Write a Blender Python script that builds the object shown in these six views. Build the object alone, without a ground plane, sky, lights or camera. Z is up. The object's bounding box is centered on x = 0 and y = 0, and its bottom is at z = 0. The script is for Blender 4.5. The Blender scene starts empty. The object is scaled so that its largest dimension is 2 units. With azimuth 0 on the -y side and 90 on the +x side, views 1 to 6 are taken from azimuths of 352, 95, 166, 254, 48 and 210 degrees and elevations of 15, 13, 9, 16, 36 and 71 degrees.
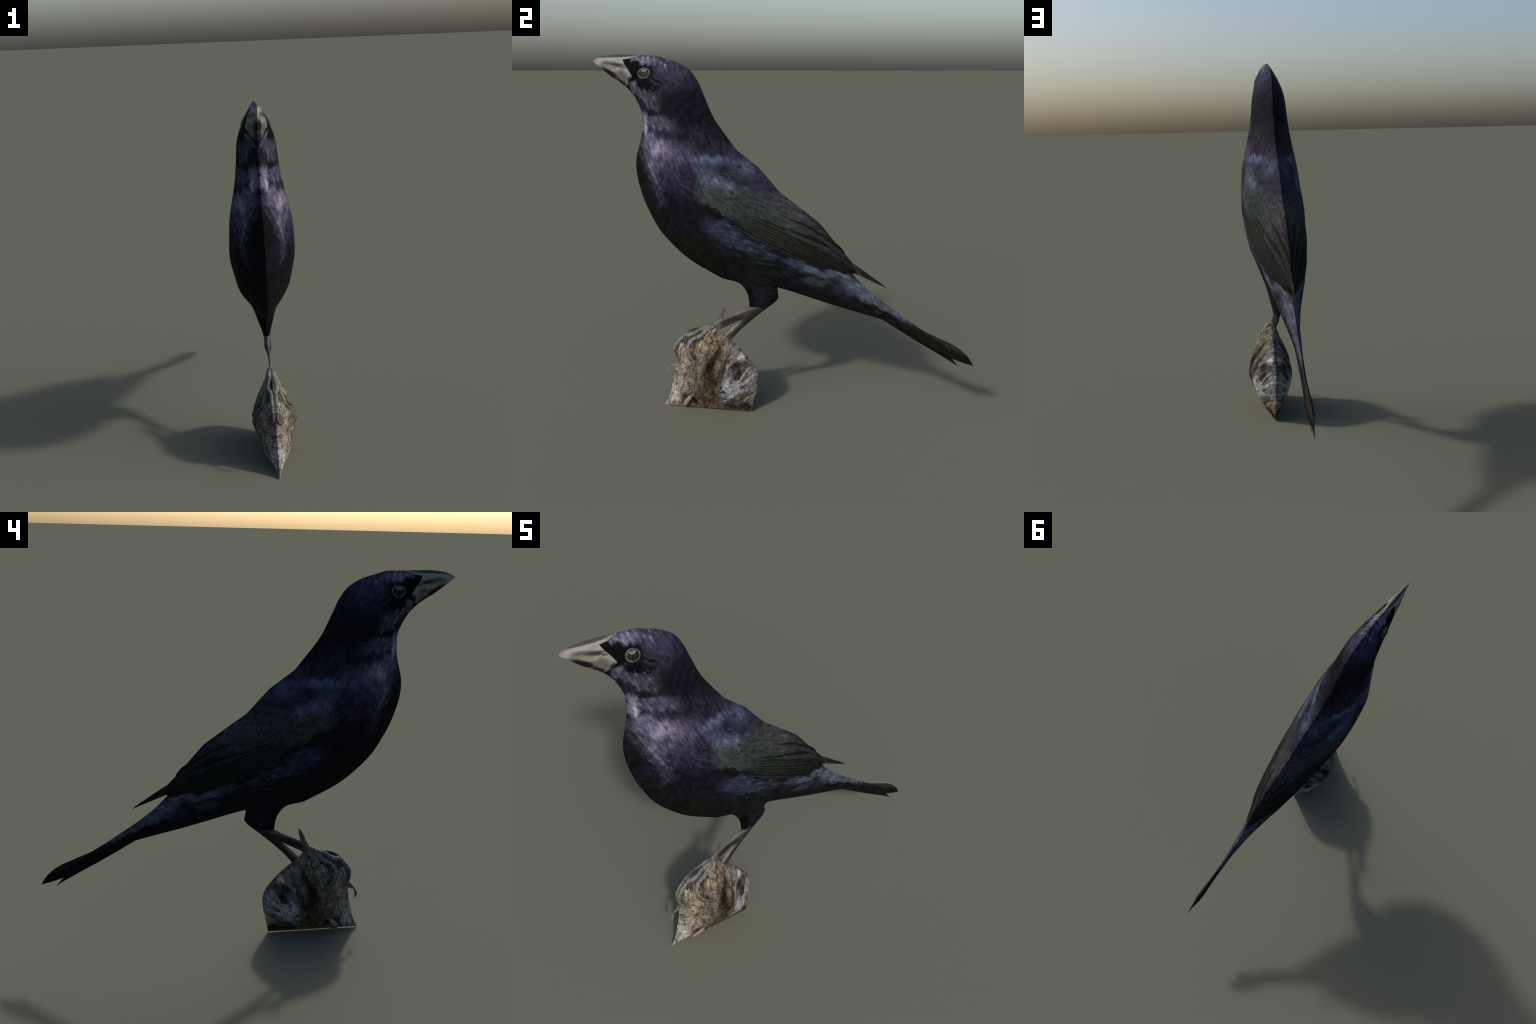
"""A glossy black songbird perched on a weathered stump.

Bird and stump are both symmetrical, cushion-like solids: every part is laid
out by its side profile in one upright plane and swells to both sides by a
puffed-cushion rule (the further from the rim, the thicker).  Wing feathers,
eyes, toes, claws, bark ridges are separate pieces seated on that surface.
Local frame: x = thickness, y = along the bird (bill is -y), z = up.
"""
import bpy, bmesh, copy, math, random
import numpy as np
from mathutils import Vector, Matrix, noise as mnoise
from mathutils.geometry import delaunay_2d_cdt

rng = random.Random(7)
FRAME = Matrix(((0.9938457, 0.1057845, -0.0328690, 0.0771053),
                (-0.1057267, 0.9943891, 0.0034967, 0.0),
                (0.0330545, 0.0, 0.9994536, 0.0),
                (0, 0, 0, 1)))

# ------------------------------------------------------------------ profiles
def smooth_curve(pts, step=0.007):
    """Centripetal-ish Catmull-Rom through the control points, resampled."""
    P = [np.array(p, float) for p in pts]
    P = [2 * P[0] - P[1]] + P + [2 * P[-1] - P[-2]]
    out = []
    for i in range(1, len(P) - 2):
        p0, p1, p2, p3 = P[i - 1:i + 3]
        L = np.linalg.norm(p2 - p1)
        m1 = (p2 - p0) * L / (np.linalg.norm(p2 - p1) + np.linalg.norm(p1 - p0) + 1e-9)
        m2 = (p3 - p1) * L / (np.linalg.norm(p3 - p2) + np.linalg.norm(p2 - p1) + 1e-9)
        n = max(1, int(round(L / step)))
        for k in range(n):
            t = k / n
            h = (2*t**3 - 3*t**2 + 1, t**3 - 2*t**2 + t, -2*t**3 + 3*t**2, t**3 - t**2)
            out.append(h[0]*p1 + h[1]*m1 + h[2]*p2 + h[3]*m2)
    out.append(P[-2])
    return np.array(out)

def straight(pts, step=0.007):
    out = []
    for p, q in zip(pts[:-1], pts[1:]):
        p, q = np.array(p, float), np.array(q, float)
        n = max(1, int(round(np.linalg.norm(q - p) / step)))
        out += [p + (q - p) * k / n for k in range(n)]
    out.append(np.array(pts[-1], float))
    return np.array(out)

def contour(*curves):
    pts = []
    for c in curves:
        for p in c:
            if not pts or np.linalg.norm(p - pts[-1]) > 0.0015:
                pts.append(p)
    if np.linalg.norm(pts[0] - pts[-1]) < 0.0015:
        pts.pop()
    return np.array(pts)

culmen = smooth_curve([(-1.011, 1.867), (-.990, 1.880), (-.961, 1.890), (-.919, 1.896), (-.877, 1.899), (-.767, 1.896), (-.665, 1.893)])
crown = smooth_curve([(-.665, 1.893), (-.633, 1.884), (-.587, 1.870), (-.547, 1.857), (-.517, 1.841), (-.489, 1.823), (-.466, 1.800), (-.449, 1.776), (-.434, 1.750)])
nape = smooth_curve([(-.434, 1.750), (-.407, 1.685), (-.372, 1.605), (-.349, 1.565), (-.316, 1.519), (-.238, 1.418)])
mantle = straight([(-.238, 1.418), (-.180, 1.375), (-.117, 1.326), (-.011, 1.207), (.127, 1.107)])
tertial_line = smooth_curve([(.127, 1.107), (.193, 1.057), (.228, 1.019), (.316, .915), (.376, .849)])
wing_point = straight([(.376, .849), (.421, .821), (.471, .786), (.511, .760), (.554, .726), (.472, .761), (.380, .798), (.375, .794)])
rump_line = smooth_curve([(.375, .794), (.428, .739), (.478, .696), (.529, .656), (.589, .616), (.634, .585), (.698, .543), (.753, .509)])
tail_top = smooth_curve([(.753, .509), (.817, .482), (.881, .455), (.925, .432), (.960, .404), (.985, .375), (1.004, .342)])
tail_fork = straight([(1.004, .342), (.958, .353), (.899, .372), (.892, .378), (.932, .332)])
tail_under = straight([(.932, .332), (.880, .363), (.811, .402), (.722, .450), (.622, .508), (.537, .559), (.472, .576), (.308, .616), (.186, .649), (.074, .681), (-.019, .704)])
thigh_back = straight([(-.019, .704), (-.012, .647), (-.028, .625), (-.079, .583)])
rear_shank = straight([(-.079, .583), (-.165, .510), (-.228, .450), (-.275, .395), (-.312, .350), (-.345, .372), (-.312, .421), (-.270, .465), (-.214, .517)])
fore_shank = straight([(-.214, .517), (-.262, .491), (-.312, .466), (-.350, .440), (-.392, .458), (-.368, .485), (-.342, .506), (-.270, .538), (-.207, .568), (-.169, .589)])
thigh_front = smooth_curve([(-.169, .589), (-.173, .630), (-.180, .659), (-.194, .684), (-.214, .708), (-.240, .722), (-.274, .729), (-.316, .737)])
belly_line = smooth_curve([(-.316, .737), (-.390, .774), (-.458, .809), (-.521, .851), (-.574, .896), (-.632, .954), (-.673, 1.006), (-.710, 1.074), (-.741, 1.138), (-.766, 1.214), (-.780, 1.275), (-.785, 1.325)])
breast_line = smooth_curve([(-.785, 1.325), (-.781, 1.375), (-.766, 1.428), (-.752, 1.478), (-.745, 1.523), (-.743, 1.578), (-.749, 1.612), (-.763, 1.646), (-.783, 1.683), (-.809, 1.715), (-.834, 1.739)])
gonys = smooth_curve([(-.834, 1.739), (-.870, 1.764), (-.912, 1.790), (-.953, 1.821), (-.989, 1.849), (-1.011, 1.867)])
bird_rim = contour(culmen, crown, nape, mantle, tertial_line, wing_point, rump_line, tail_top, tail_fork,
                   tail_under, thigh_back, rear_shank, fore_shank, thigh_front, belly_line, breast_line, gonys)

stump_top = smooth_curve([(-.594, .330), (-.591, .346), (-.563, .386), (-.525, .427), (-.487, .450), (-.443, .460), (-.400, .470), (-.368, .483)], .005)
stump_knob = straight([(-.368, .483), (-.345, .474), (-.318, .448), (-.300, .418), (-.265, .397)], .005)
stump_back = smooth_curve([(-.265, .397), (-.225, .362), (-.188, .324), (-.159, .288), (-.135, .255), (-.122, .215), (-.122, .172), (-.129, .122), (-.145, .060), (-.156, 0)], .005)
stump_foot = straight([(-.156, 0), (-.653, 0)], .005)
stump_front = smooth_curve([(-.653, 0), (-.624, .056), (-.606, .119), (-.591, .187), (-.586, .231), (-.588, .280), (-.594, .330)], .005)
stump_rim = contour(stump_top, stump_knob, stump_back, stump_foot, stump_front)

# -------------------------------------------------------- cushion thickness
def inside(poly, X, Y):
    m = np.zeros(np.shape(X), bool)
    for (x1, y1), (x2, y2) in zip(poly, np.roll(poly, -1, 0)):
        if y1 != y2:
            m ^= ((y1 > Y) != (y2 > Y)) & (X < (x2 - x1) * (Y - y1) / (y2 - y1) + x1)
    return m

def rim_distance(poly, X, Y):
    best = np.full(np.shape(X), 9.0)
    for s, e in zip(poly, np.roll(poly, -1, 0)):
        d = e - s
        L = max(d @ d, 1e-12)
        t = np.clip(((X - s[0]) * d[0] + (Y - s[1]) * d[1]) / L, 0, 1)
        best = np.minimum(best, np.hypot(X - s[0] - t * d[0], Y - s[1] - t * d[1]))
    return best

def neighbours(x):
    y = np.zeros_like(x)
    y[1:] += x[:-1]; y[:-1] += x[1:]; y[:, 1:] += x[:, :-1]; y[:, :-1] += x[:, 1:]
    return y

class Cushion:
    """Half thickness over the profile plane: softened rim distance plus a
    stretched-membrane term."""
    def __init__(self, rim, dx, a_soft=.337, a_membrane=.461, swells=()):
        self.rim, self.dx = rim, dx
        self.lo = rim.min(0) - 3 * dx
        n = np.ceil((rim.max(0) - self.lo) / dx).astype(int) + 4
        X, Y = np.meshgrid(self.lo[0] + dx * np.arange(n[0]), self.lo[1] + dx * np.arange(n[1]))
        M = inside(rim, X, Y)
        D = np.zeros(X.shape)
        D[M] = rim_distance(rim, X[M], Y[M])
        soft = D ** .8
        for _ in range(int(100 * (.006 / dx) ** 2)):
            soft = (4 * soft + neighbours(soft)) / 8 * M
        phi, r = np.zeros(X.shape), M * dx * dx
        p, rs = r.copy(), (r * r).sum()
        r0 = rs
        for _ in range(1500):
            Ap = (4 * p - neighbours(p)) * M
            al = rs / (p * Ap).sum()
            phi += al * p
            r -= al * Ap
            rn = (r * r).sum()
            if rn < 1e-10 * r0:
                break
            p = r + rn / rs * p
            rs = rn
        self.H = a_soft * soft + a_membrane * np.maximum(phi, 0) ** .75
        self.X, self.Y = X, Y
        self.swell(swells)

    def swell(self, swells):
        """Make it fuller or leaner around a few short lines."""
        for p, q, w, gain in swells:
            p, q = np.array(p), np.array(q)
            d = q - p
            t = np.clip(((self.X - p[0]) * d[0] + (self.Y - p[1]) * d[1]) / (d @ d), 0, 1)
            g = np.hypot(self.X - p[0] - t * d[0], self.Y - p[1] - t * d[1]) / w
            self.H = self.H * (1 + gain * np.exp(-g * g))
        return self

    def __call__(self, x, y):
        u = np.clip((np.asarray(x) - self.lo[0]) / self.dx, 0, self.H.shape[1] - 2)
        v = np.clip((np.asarray(y) - self.lo[1]) / self.dx, 0, self.H.shape[0] - 2)
        i, j = u.astype(int), v.astype(int)
        fu, fv = u - i, v - j
        H = self.H
        return ((1-fu)*(1-fv)*H[j, i] + fu*(1-fv)*H[j, i+1] + (1-fu)*fv*H[j+1, i] + fu*fv*H[j+1, i+1])

    def normal(self, x, y, side, e=.008):
        gx = (self(x + e, y) - self(x - e, y)) / (2 * e)
        gy = (self(x, y + e) - self(x, y - e)) / (2 * e)
        return Vector((side, -float(gx), -float(gy))).normalized()

flank = {1: Cushion(bird_rim, .005, swells=[
    ((-.36, 1.32), (-.10, 1.12), .085, .075), ((-.57, 1.40), (-.55, 1.15), .07, .04), ((-.50, 1.00), (-.28, .87), .08, .14),
    ((.55, .63), (.95, .40), .06, .25),                                                   # tail
    ((.30, .82), (.46, .70), .07, -.14),                                                  # root of the tail
    ((-.17, .555), (-.29, .42), .05, .45), ((-.20, .545), (-.37, .468), .04, .40)])}      # shanks
# the flank away from the sun is a little fuller low on breast, belly and throat
flank[-1] = copy.copy(flank[1]).swell([((-.55, 1.06), (-.30, .86), .08, .05), ((-.66, 1.04), (-.44, .84), .04, .08), ((-.62, 1.24), (-.54, 1.08), .06, .06),
                                       ((-.78, 1.72), (-.70, 1.50), .06, .20), ((-.74, 1.32), (-.68, 1.12), .06, .12)])
def bird_h(x, y, s=1):
    return flank[s](x, y)
stump_h = Cushion(stump_rim, .004, swells=[((-.40, .18), (-.25, .18), .16, .13), ((-.52, .41), (-.42, .44), .05, -.17), ((-.34, .40), (-.30, .34), .06, .10)])

# ------------------------------------------------- sheets split into regions
def sheet(rim, lines, spacing, fine_boxes=()):
    """Triangulate the profile: rim and region lines are kept as edges."""
    cons, edges = [], []
    def add(poly, closed):
        i0 = len(cons)
        cons.extend(map(tuple, poly))
        n = len(poly)
        edges.extend((i0 + k, i0 + (k + 1) % n) for k in range(n if closed else n - 1))
    add(rim, True)
    for l in lines:
        add(l, False)
    lo, hi = rim.min(0), rim.max(0)
    def hexgrid(lo, hi, s):
        g = []
        for j, y in enumerate(np.arange(lo[1], hi[1], s * .866)):
            for x in np.arange(lo[0] + (j % 2) * s / 2, hi[0], s):
                g.append((x, y))
        return np.array(g)
    G = hexgrid(lo, hi, spacing)
    tol = np.full(len(G), spacing * .55)
    for (x0, y0, x1, y1, s) in fine_boxes:
        k = ~((G[:, 0] > x0) & (G[:, 0] < x1) & (G[:, 1] > y0) & (G[:, 1] < y1))
        g = hexgrid((x0, y0), (x1, y1), s)
        G, tol = np.concatenate([G[k], g]), np.concatenate([tol[k], np.full(len(g), s * .55)])
    k = inside(rim, G[:, 0], G[:, 1])
    G, tol = G[k], tol[k]
    dist = rim_distance(rim, G[:, 0], G[:, 1])
    for l in lines:
        for s, e in zip(l[:-1], l[1:]):
            d = e - s
            t = np.clip(((G - s) @ d) / max(d @ d, 1e-12), 0, 1)
            dist = np.minimum(dist, np.hypot(*(G - s - t[:, None] * d).T))
    G = G[dist > tol]
    verts = [Vector(p) for p in cons] + [Vector(p) for p in G]
    V, _, F, *_ = delaunay_2d_cdt(verts, edges, [], 0, 1e-5)
    V = np.array([tuple(v) for v in V])
    F = np.array([f for f in F if len(f) == 3])
    c = V[F].mean(1)
    F = F[inside(rim, c[:, 0], c[:, 1])]
    area = np.cross(V[F[:, 1]] - V[F[:, 0]], V[F[:, 2]] - V[F[:, 0]])
    F[area < 0] = F[area < 0][:, ::-1]
    return V, F

def two_sided(V, F, height, rim, far=None):
    """Both flanks share the rim; returns coordinates, faces, corner normals."""
    on_rim = rim_distance(rim, V[:, 0], V[:, 1]) < 2e-4
    n = len(V)
    H = np.where(on_rim, 0, np.maximum(height, 4e-4))
    Hf = H if far is None else np.where(on_rim, 0, np.maximum(far, 4e-4))
    left = np.arange(n)
    left[~on_rim] = n + np.arange((~on_rim).sum())
    co = np.concatenate([np.column_stack([H, V]), np.column_stack([-Hf, V])[~on_rim]])
    def vnorm(F):
        fn = np.cross(co[F[:, 1]] - co[F[:, 0]], co[F[:, 2]] - co[F[:, 0]])
        vn = np.zeros_like(co)
        for k in range(3):
            np.add.at(vn, F[:, k], fn)
        return vn / np.maximum(np.linalg.norm(vn, axis=1, keepdims=True), 1e-12)
    Fr, Fl = F, left[F][:, ::-1]
    faces = np.concatenate([Fr, Fl])
    nr, nl = vnorm(Fr), vnorm(Fl)
    corner = np.concatenate([nr[Fr], nl[Fl]])
    cen = V[F].mean(1)
    return co, faces, corner, np.concatenate([cen, cen]), np.concatenate([np.ones(len(F)), -np.ones(len(F))])

COLL = bpy.context.scene.collection
def new_object(name, mesh, parent, mat=None):
    ob = bpy.data.objects.new(name, mesh)
    COLL.objects.link(ob)
    ob.parent = parent
    for m in (mat if isinstance(mat, (list, tuple)) else [mat]):
        if m and m.name not in mesh.materials:
            mesh.materials.append(m)
    return ob

def region_mesh(name, co, faces, corner, pick):
    f = faces[pick]
    used, inv = np.unique(f, return_inverse=True)
    inv = inv.reshape(f.shape)
    me = bpy.data.meshes.new(name)
    me.from_pydata(co[used].tolist(), [], inv.tolist())
    me.polygons.foreach_set("use_smooth", [True] * len(f))
    me.update()
    me.normals_split_custom_set(corner[pick].reshape(-1, 3).tolist())
    return me

# ------------------------------------------------------------------ materials
def lin(c, gain):
    """Picture value (0-255 as seen in the sun) -> base colour."""
    out = []
    for v, g in zip(c, gain):
        v /= 255
        out.append((v / 12.92 if v <= .04045 else ((v + .055) / 1.055) ** 2.4) / g)
    return (*out, 1)

class Mat:
    """Small helper that writes layered procedural materials."""
    def __init__(self, name, rough=.7, spec=.25, gain=(1.45, 1.36, 1.27)):
        self.gain = gain
        self.m = bpy.data.materials.new(name)
        self.m.use_nodes = True
        self.nt = self.m.node_tree
        self.N, self.L = self.nt.nodes, self.nt.links
        self.bsdf = self.N["Principled BSDF"]
        self.bsdf.inputs["Roughness"].default_value = rough
        self.bsdf.inputs["Specular IOR Level"].default_value = spec
        self.tc = self.N.new("ShaderNodeTexCoord")
        # side-on coordinates: both flanks carry the same pattern
        self.flat = self.map(self.tc.outputs["Object"], scale=(0, 1, 1))
        self.warped = self.flat
        self.col = None

    def map(self, src, loc=(0, 0, 0), rot=(0, 0, 0), scale=(1, 1, 1)):
        n = self.N.new("ShaderNodeMapping")
        n.vector_type = "POINT"
        n.inputs["Location"].default_value = loc
        n.inputs["Rotation"].default_value = rot
        n.inputs["Scale"].default_value = scale
        self.L.new(src, n.inputs["Vector"])
        return n.outputs[0]

    def math(self, op, a, b=None, clamp=False):
        n = self.N.new("ShaderNodeMath")
        n.operation, n.use_clamp = op, clamp
        for i, v in enumerate((a, b)):
            if v is None:
                continue
            if isinstance(v, (int, float)):
                n.inputs[i].default_value = v
            else:
                self.L.new(v, n.inputs[i])
        return n.outputs[0]

    def ramp(self, v, lo, hi, a=0., b=1., smooth=True):
        n = self.N.new("ShaderNodeMapRange")
        n.interpolation_type = "SMOOTHSTEP" if smooth else "LINEAR"
        self.L.new(v, n.inputs["Value"])
        for k, x in (("From Min", lo), ("From Max", hi), ("To Min", a), ("To Max", b)):
            n.inputs[k].default_value = x
        return n.outputs[0]

    def placed(self, kind, src, loc, angle, scale):
        """A texture node laid out in the profile plane: moved, turned, sized."""
        n = self.N.new(kind)
        t = n.texture_mapping
        t.vector_type = "TEXTURE"
        t.translation, t.rotation, t.scale = (0, *loc), (math.radians(angle), 0, 0), (1, *scale)
        self.L.new(src, n.inputs["Vector"])
        return n

    def noise(self, scale, detail=4, rough=.55, stretch=(1, 1), angle=0, src=None, seed=0, distort=0):
        """stretch: lengthening along / across the direction 'angle' (degrees in the y-z plane)."""
        n = self.placed("ShaderNodeTexNoise", src or self.flat, (seed * 1.3, seed * 3.7), angle, stretch)
        n.inputs["Scale"].default_value = scale
        n.inputs["Detail"].default_value = detail
        n.inputs["Roughness"].default_value = rough
        n.inputs["Distortion"].default_value = distort
        return n.outputs["Fac"], n.outputs["Color"]

    def warp(self, amount, scale=14, detail=4, rough=.65):
        _, c = self.noise(scale, detail, rough)
        sub = self.N.new("ShaderNodeVectorMath"); sub.operation = "SUBTRACT"
        self.L.new(c, sub.inputs[0]); sub.inputs[1].default_value = (.5, .5, .5)
        mul = self.N.new("ShaderNodeVectorMath"); mul.operation = "MULTIPLY"
        self.L.new(sub.outputs[0], mul.inputs[0]); mul.inputs[1].default_value = (0, amount * 2, amount * 2)
        add = self.N.new("ShaderNodeVectorMath"); add.operation = "ADD"
        self.L.new(self.flat, add.inputs[0]); self.L.new(mul.outputs[0], add.inputs[1])
        self.warped = add.outputs[0]

    def ellipse(self, c, r, angle=0, soft=.6, src=None):
        """1 inside, 0 outside a soft ellipse in the profile plane."""
        n = self.placed("ShaderNodeTexGradient", src or self.warped, c, angle, (r[0] * (1 + soft), r[1] * (1 + soft)))
        n.gradient_type = "SPHERICAL"
        return self.ramp(n.outputs["Fac"], 0, 2 * soft / (1 + soft))

    def stroke(self, p, q, w, soft=.5, src=None):
        c = ((p[0] + q[0]) / 2, (p[1] + q[1]) / 2)
        d = (q[0] - p[0], q[1] - p[1])
        return self.ellipse(c, (math.hypot(*d) / 2, w), math.degrees(math.atan2(d[1], d[0])), soft, src)

    def base(self, c):
        n = self.N.new("ShaderNodeRGB"); n.outputs[0].default_value = lin(c, self.gain)
        self.col = n.outputs[0]

    def layer(self, mask, c, strength=1., mode="MIX"):
        n = self.N.new("ShaderNodeMix"); n.data_type, n.blend_type = "RGBA", mode
        f = self.math("MULTIPLY", mask, strength, True) if not isinstance(mask, (int, float)) else None
        if f is None:
            n.inputs["Factor"].default_value = mask * strength
        else:
            self.L.new(f, n.inputs["Factor"])
        self.L.new(self.col, n.inputs["A"])
        if isinstance(c, tuple):
            n.inputs["B"].default_value = lin(c, self.gain)
        else:
            self.L.new(c, n.inputs["B"])
        self.col = n.outputs["Result"]

    def scale_by(self, v):
        """multiply the colour by a grey value"""
        n = self.N.new("ShaderNodeVectorMath"); n.operation = "SCALE"
        self.L.new(self.col, n.inputs[0]); self.L.new(v, n.inputs["Scale"])
        self.col = n.outputs[0]

    def done(self, bump=None, dist=.002, strength=.5):
        self.L.new(self.col, self.bsdf.inputs["Base Color"])
        if bump is not None:
            b = self.N.new("ShaderNodeBump")
            b.inputs["Distance"].default_value, b.inputs["Strength"].default_value = dist, strength
            self.L.new(bump, b.inputs["Height"])
            self.L.new(b.outputs[0], self.bsdf.inputs["Normal"])
        return self.m

def plumage():
    M = Mat("iridescent_plumage", .8, .04)
    M.base((22, 21, 31))
    M.warp(.034, 17, 6, .72)
    hang, _ = M.noise(62, 5, .65, (2.6, 1), -62, seed=1)       # hanging breast feathers
    laid, _ = M.noise(62, 5, .65, (3.4, 1), -24, seed=2)       # flank and back, laid backwards
    blot, _ = M.noise(17, 5, .6, seed=3)
    E, S = M.ellipse, M.stroke
    # broad grounds
    M.layer(E((-.58, 1.76), (.17, .17), 30, .5), (40, 38, 50))               # crown, dusky violet
    M.layer(E((-.48, 1.61), (.13, .12), 0, .6), (19, 18, 27))                # hind neck
    M.layer(S((-.40, 1.66), (-.27, 1.46), .035, .7), (27, 22, 23), .8)       # brownish nape edge
    M.layer(E((-.42, 1.46), (.17, .06), -20, .6), (34, 32, 42))
    M.layer(E((-.50, 1.12), (.20, .22), -50, .5), (18, 16, 24))
    M.layer(E((-.42, .86), (.26, .09), -32, .5), (20, 20, 17))               # belly, olive black
    M.layer(S((-.755, 1.47), (-.765, 1.20), .042, .5), (15, 14, 16))         # breast edge darkened: shading baked into the plumage
    M.layer(S((-.74, 1.18), (-.58, .93), .05, .6), (19, 18, 19))
    M.layer(E((-.10, .84), (.20, .10), -20, .6), (21, 23, 23))
    # forehead and crown
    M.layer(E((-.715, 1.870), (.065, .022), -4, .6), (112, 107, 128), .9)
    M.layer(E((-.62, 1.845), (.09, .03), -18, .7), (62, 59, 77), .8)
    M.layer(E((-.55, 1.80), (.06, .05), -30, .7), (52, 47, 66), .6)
    # black mask round the eye
    for c, r, an in (((-.800, 1.852), (.05, .024), -22), ((-.755, 1.830), (.06, .028), -30), ((-.715, 1.803), (.058, .050), -12),
                     ((-.775, 1.79), (.042, .033), -40), ((-.69, 1.735), (.06, .024), -10), ((-.650, 1.768), (.05, .008), -38)):
        M.layer(E(c, r, an, .35), (8, 8, 9), .95)
    M.layer(S((-.76, 1.8995), (-.66, 1.897), .006, .4), (58, 56, 58), .9)
    # throat and cheek
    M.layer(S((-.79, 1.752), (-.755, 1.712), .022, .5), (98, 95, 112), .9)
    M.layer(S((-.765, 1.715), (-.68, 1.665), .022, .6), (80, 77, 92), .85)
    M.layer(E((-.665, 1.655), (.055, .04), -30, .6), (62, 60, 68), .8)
    M.layer(E((-.59, 1.660), (.04, .055), 20, .5), (13, 13, 18), .7)
    M.layer(S((-.74, 1.610), (-.60, 1.592), .020, .5), (13, 13, 18), .65)
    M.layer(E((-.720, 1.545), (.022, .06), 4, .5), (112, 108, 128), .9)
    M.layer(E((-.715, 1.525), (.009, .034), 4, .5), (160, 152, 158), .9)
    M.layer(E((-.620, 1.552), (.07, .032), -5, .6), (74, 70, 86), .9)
    M.layer(S((-.65, 1.50), (-.53, 1.475), .020, .6), (24, 23, 33), .6)
    # breast highlight, painted on as lavender patches
    M.layer(E((-.695, 1.470), (.03, .05), -60, .7), (98, 94, 116), .85)
    M.layer(E((-.620, 1.385), (.105, .08), -25, .7), (80, 76, 93), .92)
    M.layer(E((-.605, 1.422), (.055, .034), -20, .9), (132, 125, 136), .9)
    M.layer(E((-.50, 1.395), (.10, .05), -15, .7), (66, 61, 80), .85)
    M.layer(S((-.665, 1.42), (-.648, 1.245), .028, .9), (84, 81, 100), .75)
    M.layer(E((-.55, 1.28), (.11, .06), -40, .8), (42, 38, 54), .8)
    M.layer(E((-.630, 1.20), (.03, .06), 12, .9), (48, 47, 60), .7)
    # scapulars and shoulder of the folded wing
    M.layer(E((-.16, 1.31), (.15, .06), -42, .6), (50, 47, 62), .9)
    M.layer(E((-.30, 1.27), (.12, .11), -35, .5), (52, 58, 70), .95)
    M.layer(E((-.28, 1.175), (.13, .06), -25, .5), (50, 57, 55), .95)
    M.layer(E((-.09, 1.11), (.20, .075), -33, .5), (50, 56, 55), .95)
    M.layer(S((-.44, 1.378), (-.27, 1.368), .018, .8), (82, 87, 112), .8)
    M.layer(E((-.385, 1.325), (.03, .05), 20, .8), (60, 66, 82), .75)
    M.layer(E((-.275, 1.310), (.055, .030), -50, .6), (24, 29, 38), .9)
    M.layer(E((-.20, 1.265), (.045, .022), -15, .6), (32, 37, 45), .85)
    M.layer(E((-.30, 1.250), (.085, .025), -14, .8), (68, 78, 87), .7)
    M.layer(E((-.245, 1.243), (.020, .011), -20, .7), (94, 107, 118), .5)  # this and the next: small blue light spots painted on the shoulder
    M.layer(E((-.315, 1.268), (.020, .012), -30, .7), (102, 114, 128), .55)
    M.layer(E((-.17, 1.33), (.05, .016), -45, .6), (72, 74, 96), .7)
    M.layer(S((-.04, 1.19), (.16, 1.05), .040, .6), (66, 62, 64), .9)
    M.layer(E((.08, 1.00), (.14, .05), -35, .6), (42, 45, 44), .8)
    M.layer(S((.16, 1.05), (.34, .88), .045, .5), (42, 38, 38), .95)
    M.layer(S((.30, .875), (.56, .72), .040, .4), (33, 29, 26), .98)
    M.layer(S((-.375, 1.160), (-.27, 1.105), .016, .5), (22, 22, 15), .9)
    # shadow under the folded wing, painted black along its lower edge
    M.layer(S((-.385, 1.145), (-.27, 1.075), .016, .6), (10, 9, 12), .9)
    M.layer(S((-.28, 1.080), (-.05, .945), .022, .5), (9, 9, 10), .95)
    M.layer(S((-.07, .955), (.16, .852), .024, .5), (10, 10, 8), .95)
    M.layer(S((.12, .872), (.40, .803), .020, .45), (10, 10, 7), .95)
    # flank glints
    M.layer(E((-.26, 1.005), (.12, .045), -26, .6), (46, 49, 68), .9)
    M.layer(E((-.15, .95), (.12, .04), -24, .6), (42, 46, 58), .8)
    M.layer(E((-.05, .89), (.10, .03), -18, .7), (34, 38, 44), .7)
    # rump and tail
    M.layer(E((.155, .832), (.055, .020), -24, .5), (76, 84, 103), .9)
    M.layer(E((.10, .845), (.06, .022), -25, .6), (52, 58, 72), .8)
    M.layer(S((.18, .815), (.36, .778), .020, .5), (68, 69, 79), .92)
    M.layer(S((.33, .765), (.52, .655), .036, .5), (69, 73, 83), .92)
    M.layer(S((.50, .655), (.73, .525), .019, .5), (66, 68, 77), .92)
    M.layer(E((.19, .762), (.06, .022), -8, .6), (54, 62, 63), .85)
    M.layer(E((.29, .735), (.03, .05), 20, .6), (38, 40, 39), .8)
    M.layer(S((.10, .70), (.50, .585), .030, .5), (22, 24, 17), .9)
    M.layer(S((.38, .668), (.66, .545), .018, .5), (12, 12, 8), .95)
    M.layer(S((.62, .535), (1.02, .33), .046, .3), (19, 17, 14), .97)
    M.layer(S((.74, .512), (.96, .405), .010, .5), (40, 36, 34), .8)
    # feathered thighs, the far one nearly black
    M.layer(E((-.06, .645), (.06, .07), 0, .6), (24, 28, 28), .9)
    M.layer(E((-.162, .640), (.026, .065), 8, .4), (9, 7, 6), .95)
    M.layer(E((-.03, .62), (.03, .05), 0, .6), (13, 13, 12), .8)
    # pale barb tips picked out of the dark
    barb = M.ramp(hang, .53, .66)
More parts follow.
